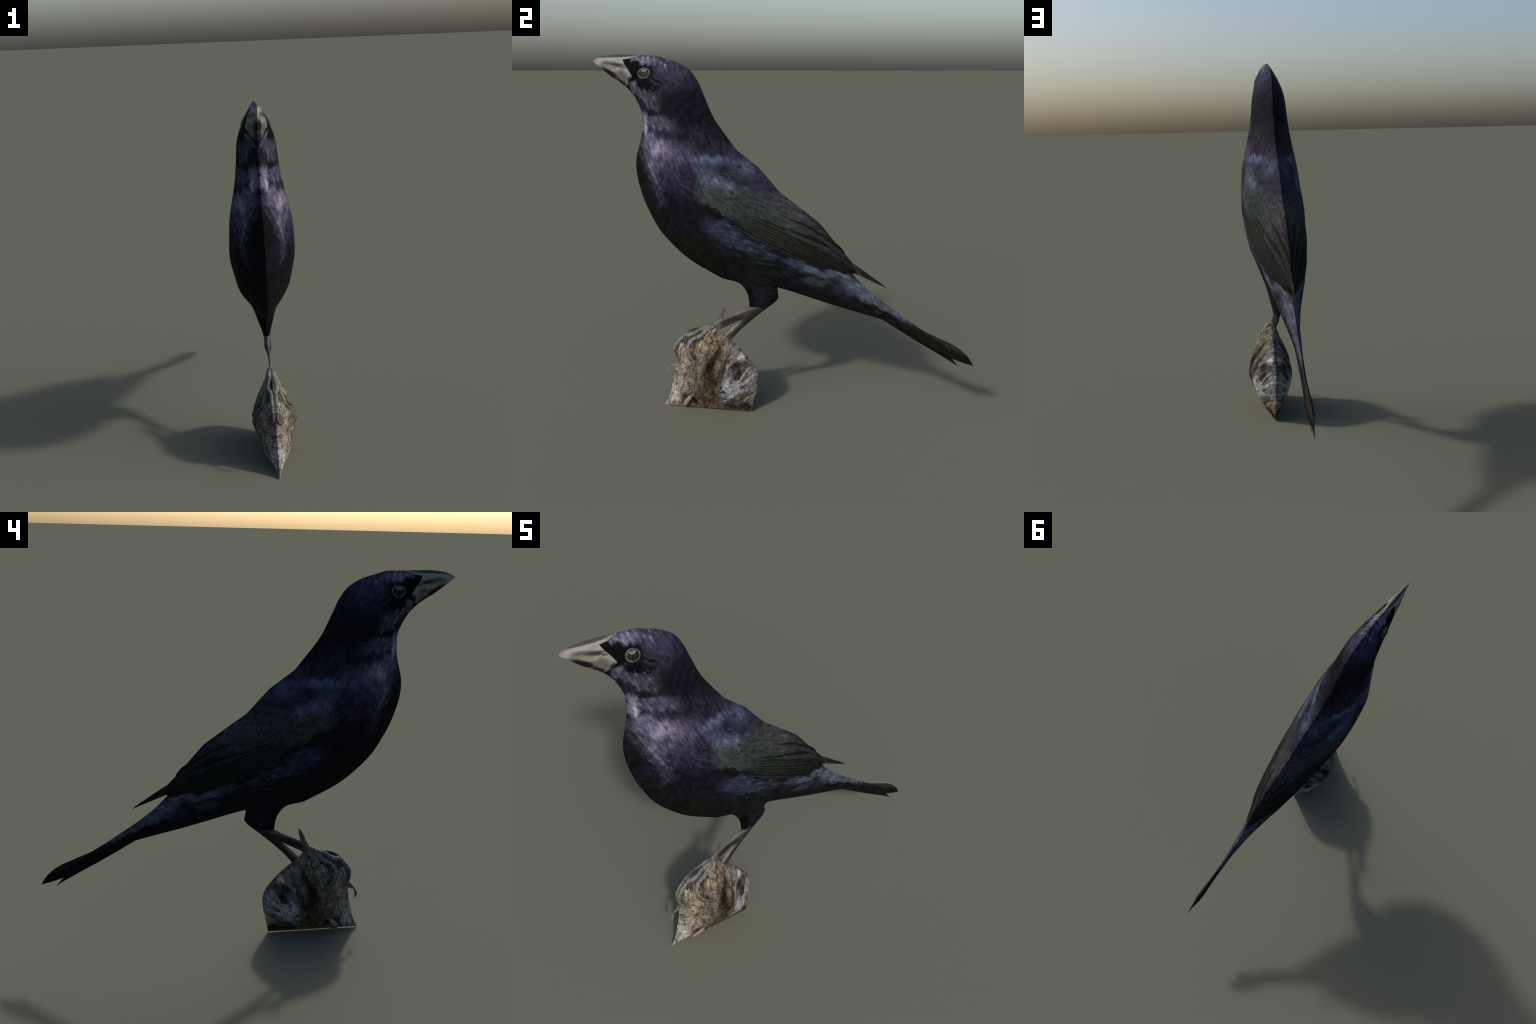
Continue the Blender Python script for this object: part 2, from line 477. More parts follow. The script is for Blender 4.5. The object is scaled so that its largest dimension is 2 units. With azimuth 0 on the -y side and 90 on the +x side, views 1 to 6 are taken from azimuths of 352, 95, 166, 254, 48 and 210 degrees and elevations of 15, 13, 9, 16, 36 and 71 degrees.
    for c, r, an, col in (((-.66, 1.38), (.07, .14), 5, (100, 96, 116)), ((-.70, 1.52), (.05, .09), 5, (108, 104, 120)), ((-.63, 1.21), (.045, .10), 12, (76, 74, 90)),
                          ((-.70, 1.69), (.08, .05), -40, (98, 95, 108)), ((-.66, 1.862), (.12, .03), -8, (120, 115, 136))):
        M.layer(M.math("MULTIPLY", barb, E(c, r, an, .6)), col, .5)
    barb2 = M.ramp(laid, .54, .67)
    for c, r, an, col in (((-.20, .97), (.18, .07), -24, (74, 78, 96)), ((.0, .86), (.10, .06), -20, (52, 58, 62)), ((-.30, 1.29), (.13, .09), -30, (74, 80, 92)),
                          ((-.45, 1.27), (.12, .10), -30, (66, 60, 80)), ((.42, .72), (.16, .05), -38, (100, 104, 116))):
        M.layer(M.math("MULTIPLY", barb2, E(c, r, an, .6)), col, .5)
    # feather grain: streaks follow the lie of the plumage
    n = M.N.new("ShaderNodeMix"); n.data_type = "FLOAT"
    M.L.new(E((.03, .95), (.45, .32), -35, .4), n.inputs["Factor"]); M.L.new(hang, n.inputs["A"]); M.L.new(laid, n.inputs["B"])
    streak = n.outputs["Result"]
    M.scale_by(M.ramp(streak, .30, .70, .30, 1.78, False))
    M.scale_by(M.ramp(blot, .30, .70, .62, 1.38, False))
    return M.done(streak, .004, .35)

def bill_horn():
    M = Mat("bill_horn", .6, .1, (2.0, 1.9, 1.8))
    M.base((142, 139, 135))
    M.warp(.005, 34, 3)
    E, S = M.ellipse, M.stroke
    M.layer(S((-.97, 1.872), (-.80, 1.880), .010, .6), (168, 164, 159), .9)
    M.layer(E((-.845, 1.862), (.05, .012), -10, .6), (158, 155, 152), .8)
    M.layer(S((-.955, 1.855), (-.87, 1.851), .013, .6), (88, 86, 82), .92)
    M.layer(S((-.905, 1.848), (-.825, 1.843), .010, .5), (46, 45, 43), .95)
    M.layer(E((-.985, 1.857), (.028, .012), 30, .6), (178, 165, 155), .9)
    M.layer(E((-.84, 1.795), (.05, .018), -45, .6), (108, 106, 103), .9)
    M.layer(S((-.965, 1.832), (-.865, 1.778), .019, .45), (22, 22, 15), .98)
    M.layer(S((-.88, 1.775), (-.815, 1.735), .014, .45), (26, 25, 22), .95)
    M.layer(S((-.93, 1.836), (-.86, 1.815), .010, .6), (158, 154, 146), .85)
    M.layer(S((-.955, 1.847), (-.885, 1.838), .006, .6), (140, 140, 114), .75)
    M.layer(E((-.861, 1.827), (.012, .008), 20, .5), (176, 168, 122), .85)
    M.layer(S((-.838, 1.834), (-.812, 1.828), .005, .5), (48, 46, 45), .8)
    M.layer(S((-.825, 1.826), (-.785, 1.79), .006, .5), (160, 157, 152), .85)
    M.layer(S((-.805, 1.775), (-.825, 1.745), .006, .6), (128, 126, 120), .8)
    M.layer(E((-.795, 1.762), (.014, .026), -18, .5), (20, 20, 21), .95)
    M.layer(E((-.79, 1.886), (.02, .006), -8, .6), (150, 122, 105), .7)
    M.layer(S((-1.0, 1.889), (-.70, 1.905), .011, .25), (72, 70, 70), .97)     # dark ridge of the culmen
    M.layer(S((-.965, 1.810), (-.82, 1.720), .011, .3), (60, 58, 57), .9)
    g, _ = M.noise(50, 4, .6, (3, 1), -8)
    M.scale_by(M.ramp(g, .3, .7, .84, 1.16, False))
    return M.done(g, .001, .25)

def shank_skin():
    M = Mat("shank_skin", .6, .12, (1.7, 1.6, 1.5))
    M.base((64, 60, 57))
    M.warp(.006, 30, 3)
    E, S = M.ellipse, M.stroke
    M.layer(S((-.13, .597), (-.35, .497), .008, .6), (104, 98, 94), .9)  # shank strokes: highlights drawn pale, shaded undersides drawn dark
    M.layer(S((-.15, .572), (-.36, .470), .012, .6), (36, 32, 29), .92)
    M.layer(S((-.215, .508), (-.325, .402), .007, .5), (124, 117, 106), .95)
    M.layer(S((-.10, .572), (-.285, .392), .020, .5), (42, 38, 33), .95)
    M.layer(S((-.07, .570), (-.28, .388), .006, .5), (74, 70, 67), .8)
    M.layer(S((-.12, .575), (-.20, .528), .010, .6), (50, 46, 26), .8)
    M.layer(E((-.36, .478), (.03, .03), 0, .6), (110, 102, 95), .8)
    g, _ = M.noise(48, 5, .65, (3.0, 1), 32)
    M.scale_by(M.ramp(g, .3, .7, .55, 1.45, False))
    return M.done(g, .003, .5)

def toe_skin():
    M = Mat("toe_skin", .6, .12, (1.7, 1.6, 1.5))
    M.base((128, 124, 121))
    g, _ = M.noise(75, 4, .65)
    b, _ = M.noise(28, 4, .6, seed=2)
    M.layer(M.ramp(b, .48, .62), (92, 84, 76), .8)
    M.layer(M.ramp(g, .50, .66), (70, 66, 64), .8)
    M.layer(M.ramp(g, .40, .30), (160, 155, 152), .6)
    return M.done(g, .002, .5)

def plain(name, c, c2, rough=.6, spec=.12, scale=60, gain=(1.7, 1.6, 1.5)):
    M = Mat(name, rough, spec, gain)
    M.base(c)
    g, _ = M.noise(scale, 4, .6)
    M.layer(M.ramp(g, .42, .62), c2)
    return M.done(g, .001, .3)

def feather_mat(name, c, spread=.22):
    """Vane colour, shifting a little from feather to feather, with fine barbs."""
    M = Mat(name, .8, .04)
    M.base(c)
    inf = M.N.new("ShaderNodeObjectInfo")
    M.scale_by(M.ramp(inf.outputs["Random"], 0, 1, 1 - spread, 1 + spread, False))
    front = M.ellipse((-.10, 1.04), (.20, .10), -30, .6)
    M.layer(front, tuple(min(255, v * 1.25 + 4) for v in c), .8)
    g, _ = M.noise(90, 4, .65, (4, 1), -28)
    M.scale_by(M.ramp(g, .30, .70, .45, 1.6, False))
    return M.done(g, .002, .3)

def bark():
    M = Mat("weathered_bark", .9, .05, (1.85, 1.75, 1.62))
    M.base((124, 114, 101))
    M.warp(.016, 26, 6)
    E, S = M.ellipse, M.stroke
    coarse, _ = M.noise(15, 6, .7, (1.8, 1), 78, seed=1, distort=.4)
    grain, _ = M.noise(46, 6, .75, (1.7, 1), 80, seed=2, distort=.5)
    grit, _ = M.noise(105, 4, .7, (1.4, 1), 75, seed=9)
    pits, _ = M.noise(30, 5, .7, (1.2, 1), 60, seed=6, distort=.8)
    blot, _ = M.noise(12, 5, .6, seed=3)
    M.layer(M.ramp(blot, .42, .62), (100, 93, 82), .8)
    M.layer(E((-.61, .08), (.055, .20), 14, .5), (158, 151, 140), .95)        # pale sunbleached edge
    M.layer(E((-.53, .23), (.06, .12), 5, .6), (140, 128, 112), .7)
    M.layer(E((-.365, .40), (.05, .07), 0, .6), (132, 119, 101), .8)           # warm knob
    M.layer(E((-.36, .31), (.06, .07), 0, .6), (116, 102, 84), .7)
    M.layer(E((-.350, .20), (.065, .15), 4, .7), (64, 57, 44), .85)             # dark seam
    M.layer(E((-.43, .16), (.06, .10), 0, .7), (96, 86, 68), .6)
    M.layer(S((-.31, .375), (-.345, .31), .014, .6), (42, 37, 27), .85)
    M.layer(S((-.345, .315), (-.385, .225), .020, .6), (22, 19, 10), .95)
    M.layer(S((-.375, .235), (-.34, .17), .024, .6), (28, 25, 14), .9)
    M.layer(S((-.27, .34), (-.285, .25), .014, .6), (62, 59, 42), .85)
    M.layer(E((-.375, .12), (.055, .075), 0, .7), (74, 67, 46), .75)           # moss stain
    M.layer(S((-.313, .17), (-.342, .03), .014, .6), (120, 105, 70), .8)
    M.layer(E((-.426, .392), (.022, .010), 20, .5), (154, 146, 100), .85)       # lichen
    M.layer(S((-.44, .412), (-.40, .403), .007, .6), (46, 32, 22), .85)
    M.layer(E((-.345, .425), (.012, .020), 0, .5), (62, 54, 38), .85)
    M.layer(E((-.341, .398), (.010, .008), 0, .5), (44, 34, 22), .8)
    M.layer(E((-.45, .345), (.03, .025), 0, .6), (88, 74, 62), .7)
    M.layer(E((-.50, .06), (.035, .035), 20, .6), (72, 66, 58), .8)
    M.layer(S((-.470, .085), (-.455, .02), .014, .6), (34, 24, 14), .95)
    M.layer(E((-.39, .02), (.06, .020), 0, .6), (126, 106, 76), .75)
    M.layer(E((-.235, .365), (.02, .06), 40, .5), (70, 66, 60), .85)
    M.layer(S((-.56, .405), (-.37, .492), .014, .35), (74, 71, 70), .92)      # grey rim behind the toes
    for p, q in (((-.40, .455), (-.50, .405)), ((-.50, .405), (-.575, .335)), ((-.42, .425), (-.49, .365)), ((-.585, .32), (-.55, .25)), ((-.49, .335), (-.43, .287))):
        M.layer(S(p, q, .021, .7), (44, 38, 33), .85)                         # dark gaps along the toes
    M.layer(E((-.540, .340), (.012, .030), 20, .5), (168, 158, 142), .85)
    M.layer(E((-.525, .27), (.03, .03), 0, .7), (150, 138, 120), .7)
    M.layer(M.ramp(pits, .55, .66), (40, 34, 26), .8)
    M.scale_by(M.ramp(coarse, .32, .68, .50, 1.50, False))
    M.scale_by(M.ramp(grain, .34, .66, 1.85, .22, False))
    M.scale_by(M.ramp(grit, .34, .66, 1.6, .45, False))
    return M.done(grain, .006, .6)

def broken_wood():
    M = Mat("broken_wood", .9, .05, (1.55, 1.46, 1.36))
    M.base((112, 107, 102))
    M.warp(.032, 24, 6, .7)
    E, S = M.ellipse, M.stroke
    lay, _ = M.noise(20, 6, .7, (2.6, 1), 38, seed=1)
    grain, _ = M.noise(46, 6, .7, (2.2, 1), 36, seed=2, distort=.5)
    M.layer(M.ramp(lay, .42, .6), (74, 68, 64), .85)
    M.layer(E((-.268, .145), (.045, .06), 0, .6), (150, 151, 152), .95)       # pale lichened face
    M.layer(E((-.18, .13), (.05, .05), 40, .7), (146, 142, 137), .8)
    M.layer(E((-.15, .21), (.03, .06), 0, .6), (130, 127, 125), .8)
    M.layer(E((-.205, .310), (.022, .020), -40, .5), (166, 154, 146), .95)
    M.layer(S((-.24, .28), (-.145, .27), .020, .5), (56, 53, 52), .92)
    M.layer(E((-.224, .245), (.022, .038), 24, .6), (15, 13, 11), .97)        # hollow
    M.layer(E((-.25, .24), (.032, .020), 30, .6), (66, 62, 60), .8)
    M.layer(S((-.24, .205), (-.19, .215), .009, .6), (60, 40, 26), .85)
    M.layer(E((-.272, .30), (.013, .018), 0, .5), (44, 40, 36), .85)
    M.layer(S((-.205, .19), (-.165, .26), .007, .5), (152, 134, 112), .85)
    M.layer(E((-.293, .130), (.011, .012), 0, .4), (36, 36, 36), .9)
    M.layer(E((-.29, .09), (.018, .006), 0, .5), (54, 52, 50), .85)
    M.layer(S((-.21, .15), (-.16, .17), .012, .6), (60, 54, 50), .8)
    M.layer(E((-.15, .07), (.030, .05), 20, .6), (124, 108, 84), .85)
    M.layer(S((-.22, .075), (-.15, .11), .008, .6), (58, 46, 34), .8)
    M.layer(E((-.175, .026), (.04, .022), -20, .6), (38, 32, 24), .9)
    M.layer(S((-.315, .05), (-.22, .02), .012, .6), (48, 41, 34), .9)
    M.layer(S((-.20, .350), (-.135, .268), .012, .35), (72, 70, 70), .92)
    M.scale_by(M.ramp(lay, .3, .7, 1.35, .65, False))
    M.scale_by(M.ramp(grain, .34, .66, 1.8, .25, False))
    grit, _ = M.noise(95, 4, .7, (1.6, 1), 36, seed=9)
    M.scale_by(M.ramp(grit, .34, .66, 1.45, .58, False))
    return M.done(grain, .006, .6)

PLUMAGE, BILL, SHANK, TOE = plumage(), bill_horn(), shank_skin(), toe_skin()
WING = PLUMAGE
CLAW = plain("claw_horn", (126, 123, 118), (92, 88, 84), scale=25)
SPUR = plain("hind_claw_horn", (112, 99, 87), (78, 68, 60), .6, .1, 30)
IRIS = plain("eye_rim", (96, 98, 90), (50, 52, 46), .6, .08)
EYE = plain("eye_brown", (34, 31, 26), (20, 18, 15), .5, .08)
GLINT = plain("eye_painted_glint", (118, 114, 108), (92, 89, 84), .5, .08, 40)
BARK, WOOD = bark(), broken_wood()
PALE_WOOD = plain("pale_wood", (160, 146, 128), (112, 98, 82), .9, .05, 40)

# ------------------------------------------------------------------ the bird
bird = bpy.data.objects.new("black_songbird", None)
COLL.objects.link(bird)
bird.matrix_world = FRAME
bird["label"] = "glossy violet-black songbird with pale conical bill, perched upright"
bird["category"] = "bird"

bill_base = straight([(-.70, 1.91), (-.745, 1.8935), (-.775, 1.888), (-.795, 1.879), (-.838, 1.874), (-.824, 1.849), (-.800, 1.820), (-.779, 1.787), (-.811, 1.748), (-.845, 1.725)])
gape = smooth_curve([(-1.03, 1.862), (-.988, 1.855), (-.912, 1.843), (-.850, 1.833), (-.817, 1.825), (-.779, 1.787)])
neck_line = smooth_curve([(-.33, 1.60), (-.45, 1.55), (-.58, 1.53), (-.70, 1.55), (-.78, 1.60)])
wing_fore = smooth_curve([(-.20, 1.405), (-.30, 1.398), (-.40, 1.385), (-.448, 1.372), (-.412, 1.334), (-.390, 1.267), (-.384, 1.220), (-.374, 1.154), (-.299, 1.098), (-.155, 1.008), (-.007, .924), (.137, .861), (.257, .821), (.378, .796)])
tail_line = smooth_curve([(.47, .73), (.44, .65), (.46, .55)])
thigh_line = smooth_curve([(-.32, .72), (-.22, .735), (-.10, .72), (.0, .69)])
heel_line = smooth_curve([(-.19, .588), (-.145, .592), (-.115, .596), (-.06, .565)])
crotch = straight([(-.214, .517), (-.165, .553), (-.115, .596)])
V, F = sheet(bird_rim, [bill_base, gape, neck_line, wing_fore, tail_line, thigh_line, heel_line, crotch], .0085,
             [(-.42, .33, -.05, .62, .005), (.36, .71, .57, .86, .0035), (.85, .31, 1.02, .46, .0045), (-1.02, 1.72, -.76, 1.91, .005)])
co, faces, corner, cen, side = two_sided(V, F, bird_h(V[:, 0], V[:, 1]), bird_rim, bird_h(V[:, 0], V[:, 1], -1))

def part_of(poly):
    return inside(np.array(poly), cen[:, 0], cen[:, 1])
in_bill = part_of(list(bill_base) + [(-1.2, 1.6), (-1.2, 2.0)])
below_gape = part_of(list(gape) + [(-.70, 1.6), (-1.2, 1.6)])
in_head = part_of(list(neck_line) + [(-1.2, 1.55), (-1.2, 2.1), (0, 2.1)])
in_wing = part_of(list(wing_fore) + [(.56, .715), (.7, .8), (.3, 1.3), (0, 1.42)]) & ~part_of([(.375, .796), (.38, .7975), (.56, .72), (.8, .6), (.5, .6), (.38, .7)])
in_tail = part_of(list(tail_line) + [(.6, .2), (1.2, .2), (1.2, .6)])
low = part_of(list(thigh_line) + [(.0, .3), (-.45, .3)])
shin = part_of(list(heel_line) + [(.0, .3), (-.45, .3), (-.45, .588)])
fore = part_of(list(crotch)[::-1] + [(-.42, .40), (-.45, .62), (-.115, .62)])
region = np.full(len(faces), "torso", dtype=object)
region[in_wing] = "wing"
region[in_tail] = "tail"
region[in_head] = "head"
region[in_bill & ~below_gape] = "upper_bill"
region[in_bill & below_gape] = "lower_bill"
region[low] = "thigh"
region[low & shin & fore] = "leg_fore"
region[low & shin & ~fore] = "leg_rear"
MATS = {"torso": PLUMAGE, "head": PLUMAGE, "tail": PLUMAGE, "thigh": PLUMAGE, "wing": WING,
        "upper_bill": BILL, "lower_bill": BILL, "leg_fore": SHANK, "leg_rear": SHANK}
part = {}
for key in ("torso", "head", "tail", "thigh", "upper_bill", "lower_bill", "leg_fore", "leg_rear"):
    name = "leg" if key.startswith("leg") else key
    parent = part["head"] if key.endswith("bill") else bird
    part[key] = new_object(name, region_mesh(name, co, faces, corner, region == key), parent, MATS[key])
for s in (1, -1):
    part["wing", s] = new_object("wing", region_mesh("wing", co, faces, corner, (region == "wing") & (side == s)), bird, WING)

# --- wing feathers -----------------------------------------------------------
DARK = feather_mat("flight_vane_dark", (15, 15, 12))
MID = feather_mat("flight_vane", (23, 25, 21))
PALE = feather_mat("flight_vane_edge", (50, 53, 46))
T_DARK = feather_mat("tertial_dark", (15, 17, 14))
T_MID = feather_mat("tertial_vane", (35, 38, 37))
T_EDGE = feather_mat("tertial_edge", (44, 45, 44))

def blade(path, width, s, mats, lift=.0035, taper=.8):
    """One long flight feather, shingled: its lower edge stands proud."""
    pts = smooth_curve(path, .012)
    n = len(pts)
    rows = [(-.5, -.0015, 0), (-.25, .0008, 0), (.0, .0018, 1), (.28, .0028, 1), (.44, .0034, 2), (.5, .0028, 2), (.53, -.002, 2)]
    bm = bmesh.new()
    grid = []
    for i, p in enumerate(pts):
        t = i / (n - 1)
        d = pts[min(i + 1, n - 1)] - pts[max(i - 1, 0)]
        d /= np.linalg.norm(d)
        q = np.array((d[1], -d[0]))          # towards the belly side
        if q[1] > 0:
            q = -q
        w = width * min(1, .45 + t * 2.2) * (1 if t < taper else math.sqrt(max(.02, 1 - ((t - taper) / (1 - taper)) ** 2)))
        ring = []
        for o, l, _ in rows:
            x, y = p + q * o * w
            h = float(bird_h(x, y, s))
            nv = flank[s].normal(x, y, s)
            k = lift / .0035 * l * (min(1, t * 6) if l > 0 else 1)
            ring.append(bm.verts.new(Vector((s * h, x, y)) + nv * k))
        grid.append(ring)
    for r0, r1 in zip(grid[:-1], grid[1:]):
        for j in range(len(rows) - 1):
            f = (r0[j], r0[j+1], r1[j+1], r1[j])
            bf = bm.faces.new(f if s > 0 else f[::-1])
            bf.smooth = True
            bf.material_index = rows[j][2] if j < len(rows) - 1 else 2
    bmesh.ops.recalc_face_normals(bm, faces=bm.faces)
    me = bpy.data.meshes.new("flight_feather")
    bm.to_mesh(me)
    bm.free()
    for m in mats:
        me.materials.append(m)
    ob = bpy.data.objects.new("flight_feather", me)
    COLL.objects.link(ob)
    ob.parent = part["wing", s]
    return ob

primaries = [  # start, middle, end of each visible vane, lowest first
    [(-.22, 1.052), (-.05, .962), (.08, .902), (.225, .848), (.372, .805)],
    [(-.20, 1.058), (-.04, .978), (.09, .918), (.225, .862), (.366, .816)],
    [(-.18, 1.064), (-.04, .994), (.10, .930), (.225, .876), (.358, .828)],
    [(-.17, 1.070), (-.04, 1.010), (.11, .941), (.225, .890), (.345, .842)],
    [(-.16, 1.078), (-.04, 1.027), (.12, .952), (.225, .905), (.330, .858)],
    [(-.15, 1.088), (-.05, 1.045), (.02, 1.012), (.12, .966), (.20, .928)],
    [(-.14, 1.100), (-.04, 1.058), (.03, 1.026), (.12, .982), (.19, .946)]]
tertials = [([(.00, 1.042), (.10, 1.000), (.20, .958), (.27, .920), (.312, .880)], .036),
            ([(.05, 1.078), (.13, 1.040), (.22, .985), (.29, .930), (.335, .890)], .030)]
for s in (1, -1):
    for p in primaries:
        blade(p, .0185, s, (DARK, MID, PALE))
    for p, w in tertials:
        blade(p, w, s, (T_DARK, T_MID, T_EDGE), .004)

# small scale-like coverts, one shared vane placed in staggered rows
def covert_material(name, gain):
    M = Mat(name, .8, .04)
    ref = M.N.new("ShaderNodeTexCoord")
    ref.object = bird
    M.flat = M.map(ref.outputs["Object"], scale=(0, 1, 1))
    M.base((52, 58, 57))
    M.warp(.015, 18, 4)
    E = M.ellipse
    M.layer(E((-.30, 1.17), (.12, .08), -25, .6), (52, 59, 57), .95)
    M.layer(E((-.25, 1.25), (.12, .035), -12, .6), (60, 68, 74), .7)
    M.layer(E((.0, 1.17), (.12, .05), -40, .6), (62, 61, 67), .85)
    M.layer(E((.12, 1.05), (.16, .06), -37, .6), (62, 60, 62), .85)
    M.layer(E((-.08, 1.06), (.14, .05), -30, .6), (46, 52, 48), .85)
    inf = M.N.new("ShaderNodeObjectInfo")
    M.scale_by(M.ramp(inf.outputs["Random"], 0, 1, .85 * gain, 1.15 * gain, False))
    g, _ = M.noise(62, 5, .65, (3.4, 1), -30)
    M.scale_by(M.ramp(g, .30, .70, .5, 1.5, False))
    return M.done(g, .002, .3)
COVERT_MATS = (covert_material("covert_centre", .66), covert_material("covert_edge", .98))

def covert_template():
    """Rounded vane, root at y=0, tip at y=1, unit half width; a low shingle."""
    bm = bmesh.new()
    stations = [(0, .35), (.2, .72), (.45, .95), (.68, 1.0), (.85, .84), (.95, .55), (1.0, .15)]
    across = [-1.0, -.92, -.55, -.18, .18, .55, .92, 1.0]
    grid = []
    for y, w in stations:
        ring = []
        for a in across:
            edge = max(abs(a), .3) if y < .9 else 1
            z = .10 * y + .05 * (1 - a * a) - (.16 if abs(a) == 1 or y == 1.0 else 0)
            ring.append(bm.verts.new((a * w, y - .05 * a * a, z)))
        grid.append(ring)
    for i in range(len(stations) - 1):
        for j in range(len(across) - 1):
            f = bm.faces.new((grid[i][j], grid[i][j+1], grid[i+1][j+1], grid[i+1][j]))
            f.smooth = True
            f.material_index = 0 if (2 <= j <= 4 and i <= 3) else 1
    bmesh.ops.recalc_face_normals(bm, faces=bm.faces)
    me = bpy.data.meshes.new("covert_feather")
    bm.to_mesh(me)
    bm.free()
    for m in COVERT_MATS:
        me.materials.append(m)
    return me
covert_mesh = covert_template()
wing_poly = np.array(list(wing_fore)[::6] + [(.3, 1.0), (0, 1.35)])
covert_rows = [  # (front end, rear end, pieces, length): from the lesser to the greater coverts
    ((-.335, 1.215), (-.02, 1.205), 12, .034),
    ((-.345, 1.190), (.03, 1.165), 14, .036),
    ((-.335, 1.165), (.07, 1.125), 15, .038),
    ((-.315, 1.145), (.09, 1.090), 15, .040),
    ((-.290, 1.125), (.08, 1.062), 14, .042),
    ((-.255, 1.108), (.04, 1.048), 11, .044)]
for s in (1, -1):
    for k, (p, q, n, length) in enumerate(covert_rows):
        for i in range(n):
            t = (i + .5 * (k % 2)) / (n - 1)
            if t > 1:
                continue
            x = p[0] + (q[0] - p[0]) * t + rng.uniform(-.007, .007)
            y = p[1] + (q[1] - p[1]) * t + .012 * math.sin(math.pi * t) + rng.uniform(-.006, .006)
            ang = math.radians(-38 + rng.uniform(-9, 9))
            nv = flank[s].normal(x, y, s, .02)
            d = Vector((0, math.cos(ang), math.sin(ang)))
            d = (d - nv * d.dot(nv)).normalized()
            side_v = d.cross(nv)
            L, w = length * rng.uniform(.9, 1.1), .0125 * rng.uniform(.8, 1.15)
            h = float(bird_h(x, y, s))
            m = Matrix((( side_v.x * w, d.x * L, nv.x * .008, s * h),
                        ( side_v.y * w, d.y * L, nv.y * .008, x),
                        ( side_v.z * w, d.z * L, nv.z * .008, y),
                        (0, 0, 0, 1)))
            ob = bpy.data.objects.new("covert_feather", covert_mesh)
            COLL.objects.link(ob)
            ob.parent = part["wing", s]
            ob.matrix_local = m

# --- eyes --------------------------------------------------------------------
def dome(name, c, r, height, s, parent, mats, lift=0, split=None):
    """Low lens seated on the cushion surface."""
    bm = bmesh.new()
    nv = flank[s].normal(*c, s, .02)
    u = Vector((0, 1, 0)); u = (u - nv * u.dot(nv)).normalized()
    v = nv.cross(u) * s
    o = Vector((s * float(bird_h(*c, s)), *c)) + nv * lift
    rings, seg = 8, 36
    top = bm.verts.new(o + nv * height)
    prev = None
    for i in range(1, rings + 1):
        a = i / rings * math.pi / 2
        ring = [bm.verts.new(o + nv * (height * math.cos(a) - (.002 if i == rings else 0)) +
                             (u * r[0] * math.cos(2*math.pi*k/seg) + v * r[1] * math.sin(2*math.pi*k/seg)) * math.sin(a)) for k in range(seg)]
        for k in range(seg):
            f = (top, ring[k], ring[(k+1) % seg]) if prev is None else (prev[k], ring[k], ring[(k+1) % seg], prev[(k+1) % seg])
            bf = bm.faces.new(f)
            bf.smooth = True
            if split:
                bf.material_index = split(i, (k + .5) / seg)
        prev = ring
    bmesh.ops.recalc_face_normals(bm, faces=bm.faces)
    me = bpy.data.meshes.new(name)
    bm.to_mesh(me)
    bm.free()
    return new_object(name, me, parent, mats)
for s in (1, -1):
    ring = dome("eyelid_ring", (-.711, 1.804), (.0352, .0305), .0030, s, part["head"], IRIS)
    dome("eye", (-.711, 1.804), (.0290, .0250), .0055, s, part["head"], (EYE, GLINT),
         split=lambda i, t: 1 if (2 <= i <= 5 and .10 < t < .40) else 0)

# ------------------------------------------------------------------ the stump
stump = bpy.data.objects.new("tree_stump", None)
COLL.objects.link(stump)
stump.matrix_world = FRAME
stump["label"] = "weathered grey-brown stump with broken pale wood and mossy seam"
stump["category"] = "tree stump"

wood_line = smooth_curve([(-.26, .42), (-.264, .398), (-.258, .372), (-.270, .349), (-.262, .325), (-.274, .300), (-.283, .276), (-.280, .258), (-.296, .232), (-.290, .206), (-.301, .185), (-.297, .158), (-.313, .128), (-.311, .098), (-.325, .062), (-.318, .030), (-.327, .010), (-.328, -.02)], .005)

def seg_dist(x, y, p, q):
    d = np.array(q) - np.array(p)
    t = np.clip(((x - p[0]) * d[0] + (y - p[1]) * d[1]) / (d @ d), 0, 1)
    return np.hypot(x - p[0] - t * d[0], y - p[1] - t * d[1])

def stump_relief(x, y):
    """Bark furrows, seam and hollow, in metres outward."""
    h = np.array([.0015 + mnoise.fractal(Vector((a * 34, b * 15, 1.7)), .9, 2.1, 4) * .0032 +
                  mnoise.fractal(Vector((a * 85, b * 60, 5.2)), .9, 2.1, 3) * .0026 for a, b in zip(x, y)])
    for p, q, w, d in (((-.31, .37), (-.345, .31), .012, .004), ((-.345, .31), (-.385, .225), .015, .005), ((-.38, .23), (-.34, .17), .016, .008),
                       ((-.475, .08), (-.455, .01), .014, .006), ((-.27, .33), (-.29, .21), .009, .005)):
        h -= d * np.exp(-(seg_dist(x, y, p, q) / w) ** 2)
    for c, r, d in (((-.222, .240), .026, .007), ((-.293, .130), .012, .004), ((-.345, .415), .012, .004)):
        h -= d * np.exp(-(np.hypot(x - c[0], y - c[1]) / r) ** 2)
    for p, q, w, d in (((-.20, .19), (-.165, .26), .008, .005), ((-.25, .10), (-.16, .16), .010, .004), ((-.22, .05), (-.15, .10), .010, .004)):
        h += d * np.exp(-(seg_dist(x, y, p, q) / w) ** 2)
    return h

SV, SF = sheet(stump_rim, [wood_line], .0034)
base_h = stump_h(SV[:, 0], SV[:, 1])
fade = np.clip(rim_distance(stump_rim, SV[:, 0], SV[:, 1]) / .03, 0, 1)
sco, sfaces, scorner, scen, _ = two_sided(SV, SF, base_h + stump_relief(SV[:, 0], SV[:, 1]) * fade, stump_rim)
in_wood = inside(np.array(list(wood_line) + [(.2, -.02), (.2, .42)]), scen[:, 0], scen[:, 1])
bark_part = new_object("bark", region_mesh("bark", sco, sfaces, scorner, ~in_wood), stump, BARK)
wood_part = new_object("broken_wood", region_mesh("broken_wood", sco, sfaces, scorner, in_wood), stump, WOOD)

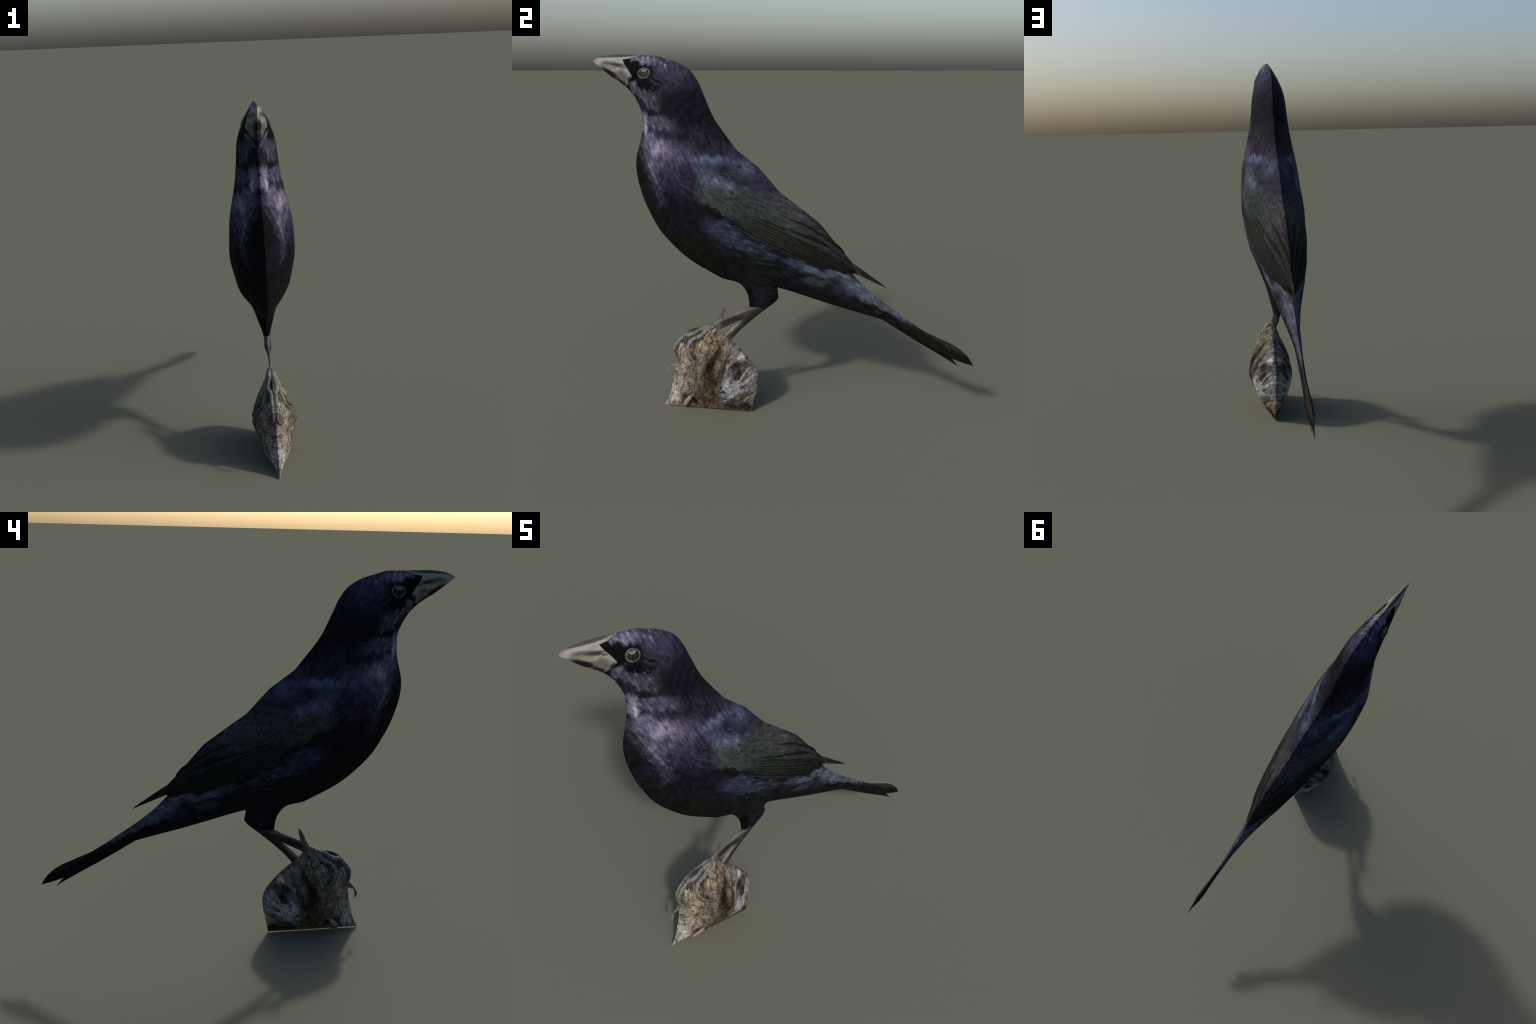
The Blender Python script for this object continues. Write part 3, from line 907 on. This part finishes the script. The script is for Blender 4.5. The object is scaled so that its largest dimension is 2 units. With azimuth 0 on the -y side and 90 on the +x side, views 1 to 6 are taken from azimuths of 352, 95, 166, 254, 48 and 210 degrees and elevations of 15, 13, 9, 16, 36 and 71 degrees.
# ------------------------------------------- tubes lying on the stump surface
def tube(name, path, radii, s, parent, mat, sink=.3, bumps=0, bump=.12, flat=1.0, off=None, seg=12):
    """Tapered, optionally scuted tube along a path in the profile plane."""
    pts = smooth_curve(path, .0025)
    n = len(pts)
    P = []
    for i, (x, y) in enumerate(pts):
        r = float(np.interp(i / (n - 1), np.linspace(0, 1, len(radii)), radii))
        h = s * (float(stump_h(x, y)) + r * (1 - 2 * sink) * flat) if off is None else off(i / (n - 1))
        P.append((Vector((h, x, y)), r))
    bm = bmesh.new()
    prev = None
    for i in range(n):
        c, r = P[i]
        d = (P[min(i + 1, n - 1)][0] - P[max(i - 1, 0)][0]).normalized()
        nv = Vector((s, 0, 0)) if off is not None else stump_h.normal(*pts[i], s)
        nv = (nv - d * nv.dot(d)).normalized()
        b = d.cross(nv)
        if bumps:
            r *= 1 + bump * (abs(math.sin(math.pi * bumps * i / (n - 1))) - .6)
        if i in (0, n - 1):
            r *= .35
        ring = [bm.verts.new(c + (nv * math.cos(2*math.pi*k/seg) * flat + b * math.sin(2*math.pi*k/seg)) * r) for k in range(seg)]
        if prev:
            for k in range(seg):
                f = bm.faces.new((prev[k], prev[(k+1) % seg], ring[(k+1) % seg], ring[k]))
                f.smooth = True
        else:
            bm.faces.new(ring[::-1])
        prev = ring
    bm.faces.new(prev)
    bmesh.ops.recalc_face_normals(bm, faces=bm.faces)
    me = bpy.data.meshes.new(name)
    bm.to_mesh(me)
    bm.free()
    return new_object(name, me, parent, mat)

def puffed(name, rim_curves, parent, mat, spacing=.0025, dx=.0015, gain=1.0):
    """Small cushion solid (both sides), e.g. a claw seen against the sky."""
    rim = contour(*rim_curves)
    c = Cushion(rim, dx)
    V, F = sheet(rim, [], spacing)
    co, f, nrm, _, _ = two_sided(V, F, gain * c(V[:, 0], V[:, 1]), rim)
    return new_object(name, region_mesh(name, co, f, nrm, np.ones(len(f), bool)), parent, mat)

outer_toe = [(-.359, .480), (-.395, .463), (-.436, .450), (-.463, .433), (-.496, .419), (-.523, .413), (-.552, .385), (-.578, .350), (-.586, .330)]
outer_claw = [(-.585, .335), (-.585, .301), (-.574, .273), (-.546, .245)]
inner_toe = [(-.365, .474), (-.405, .444), (-.437, .417), (-.475, .398), (-.487, .378), (-.498, .353), (-.497, .338)]
inner_claw = [(-.495, .345), (-.488, .325), (-.474, .308), (-.450, .295), (-.423, .292)]
for s in (1, -1):
    foot = tube("foot", [(-.350, .486), (-.365, .478), (-.382, .467), (-.400, .457)], [.009, .012, .012, .008], s, bird, TOE, .5, 4, .10)
    tube("toe", outer_toe, [.0125, .0125, .0115, .0125, .0115, .0105, .0115, .0095], s, foot, TOE, .38, 19, .30)
    tube("toe", inner_toe, [.013, .013, .012, .013, .0115, .0115, .0095], s, foot, TOE, .38, 15, .32)
    tube("claw", outer_claw, [.008, .0075, .006, .002], s, foot, CLAW, .3)
    tube("claw", inner_claw, [.007, .0065, .005, .0015], s, foot, CLAW, .3)
    tube("wood_ridge", [(-.372, .470), (-.378, .452), (-.388, .430), (-.412, .395)], [.006, .008, .008, .003], s, bark_part, PALE_WOOD, .4)
    tube("root_stub", [(-.476, .095), (-.486, .078), (-.506, .049), (-.527, .015)], [.008, .014, .016, .014], s, bark_part, PALE_WOOD, .55)
    tube("bark_flake", [(-.527, .378), (-.539, .345), (-.551, .312)], [.004, .010, .004], s, bark_part, PALE_WOOD, .45, flat=.6)
    tube("wood_splinter", [(-.215, .185), (-.190, .220), (-.160, .258)], [.004, .011, .005], s, wood_part, PALE_WOOD, .62)

puffed("claw", [straight([(-.366, .482), (-.342, .516), (-.330, .545), (-.315, .573), (-.300, .591), (-.296, .589), (-.301, .560), (-.309, .526), (-.318, .500)], .003)], bird, SPUR)
puffed("claw", [smooth_curve([(-.580, .282), (-.600, .258), (-.621, .232), (-.636, .208), (-.637, .192), (-.626, .167)], .003),
                smooth_curve([(-.626, .167), (-.622, .200), (-.616, .226), (-.604, .230), (-.584, .236)], .003)], bird, CLAW)
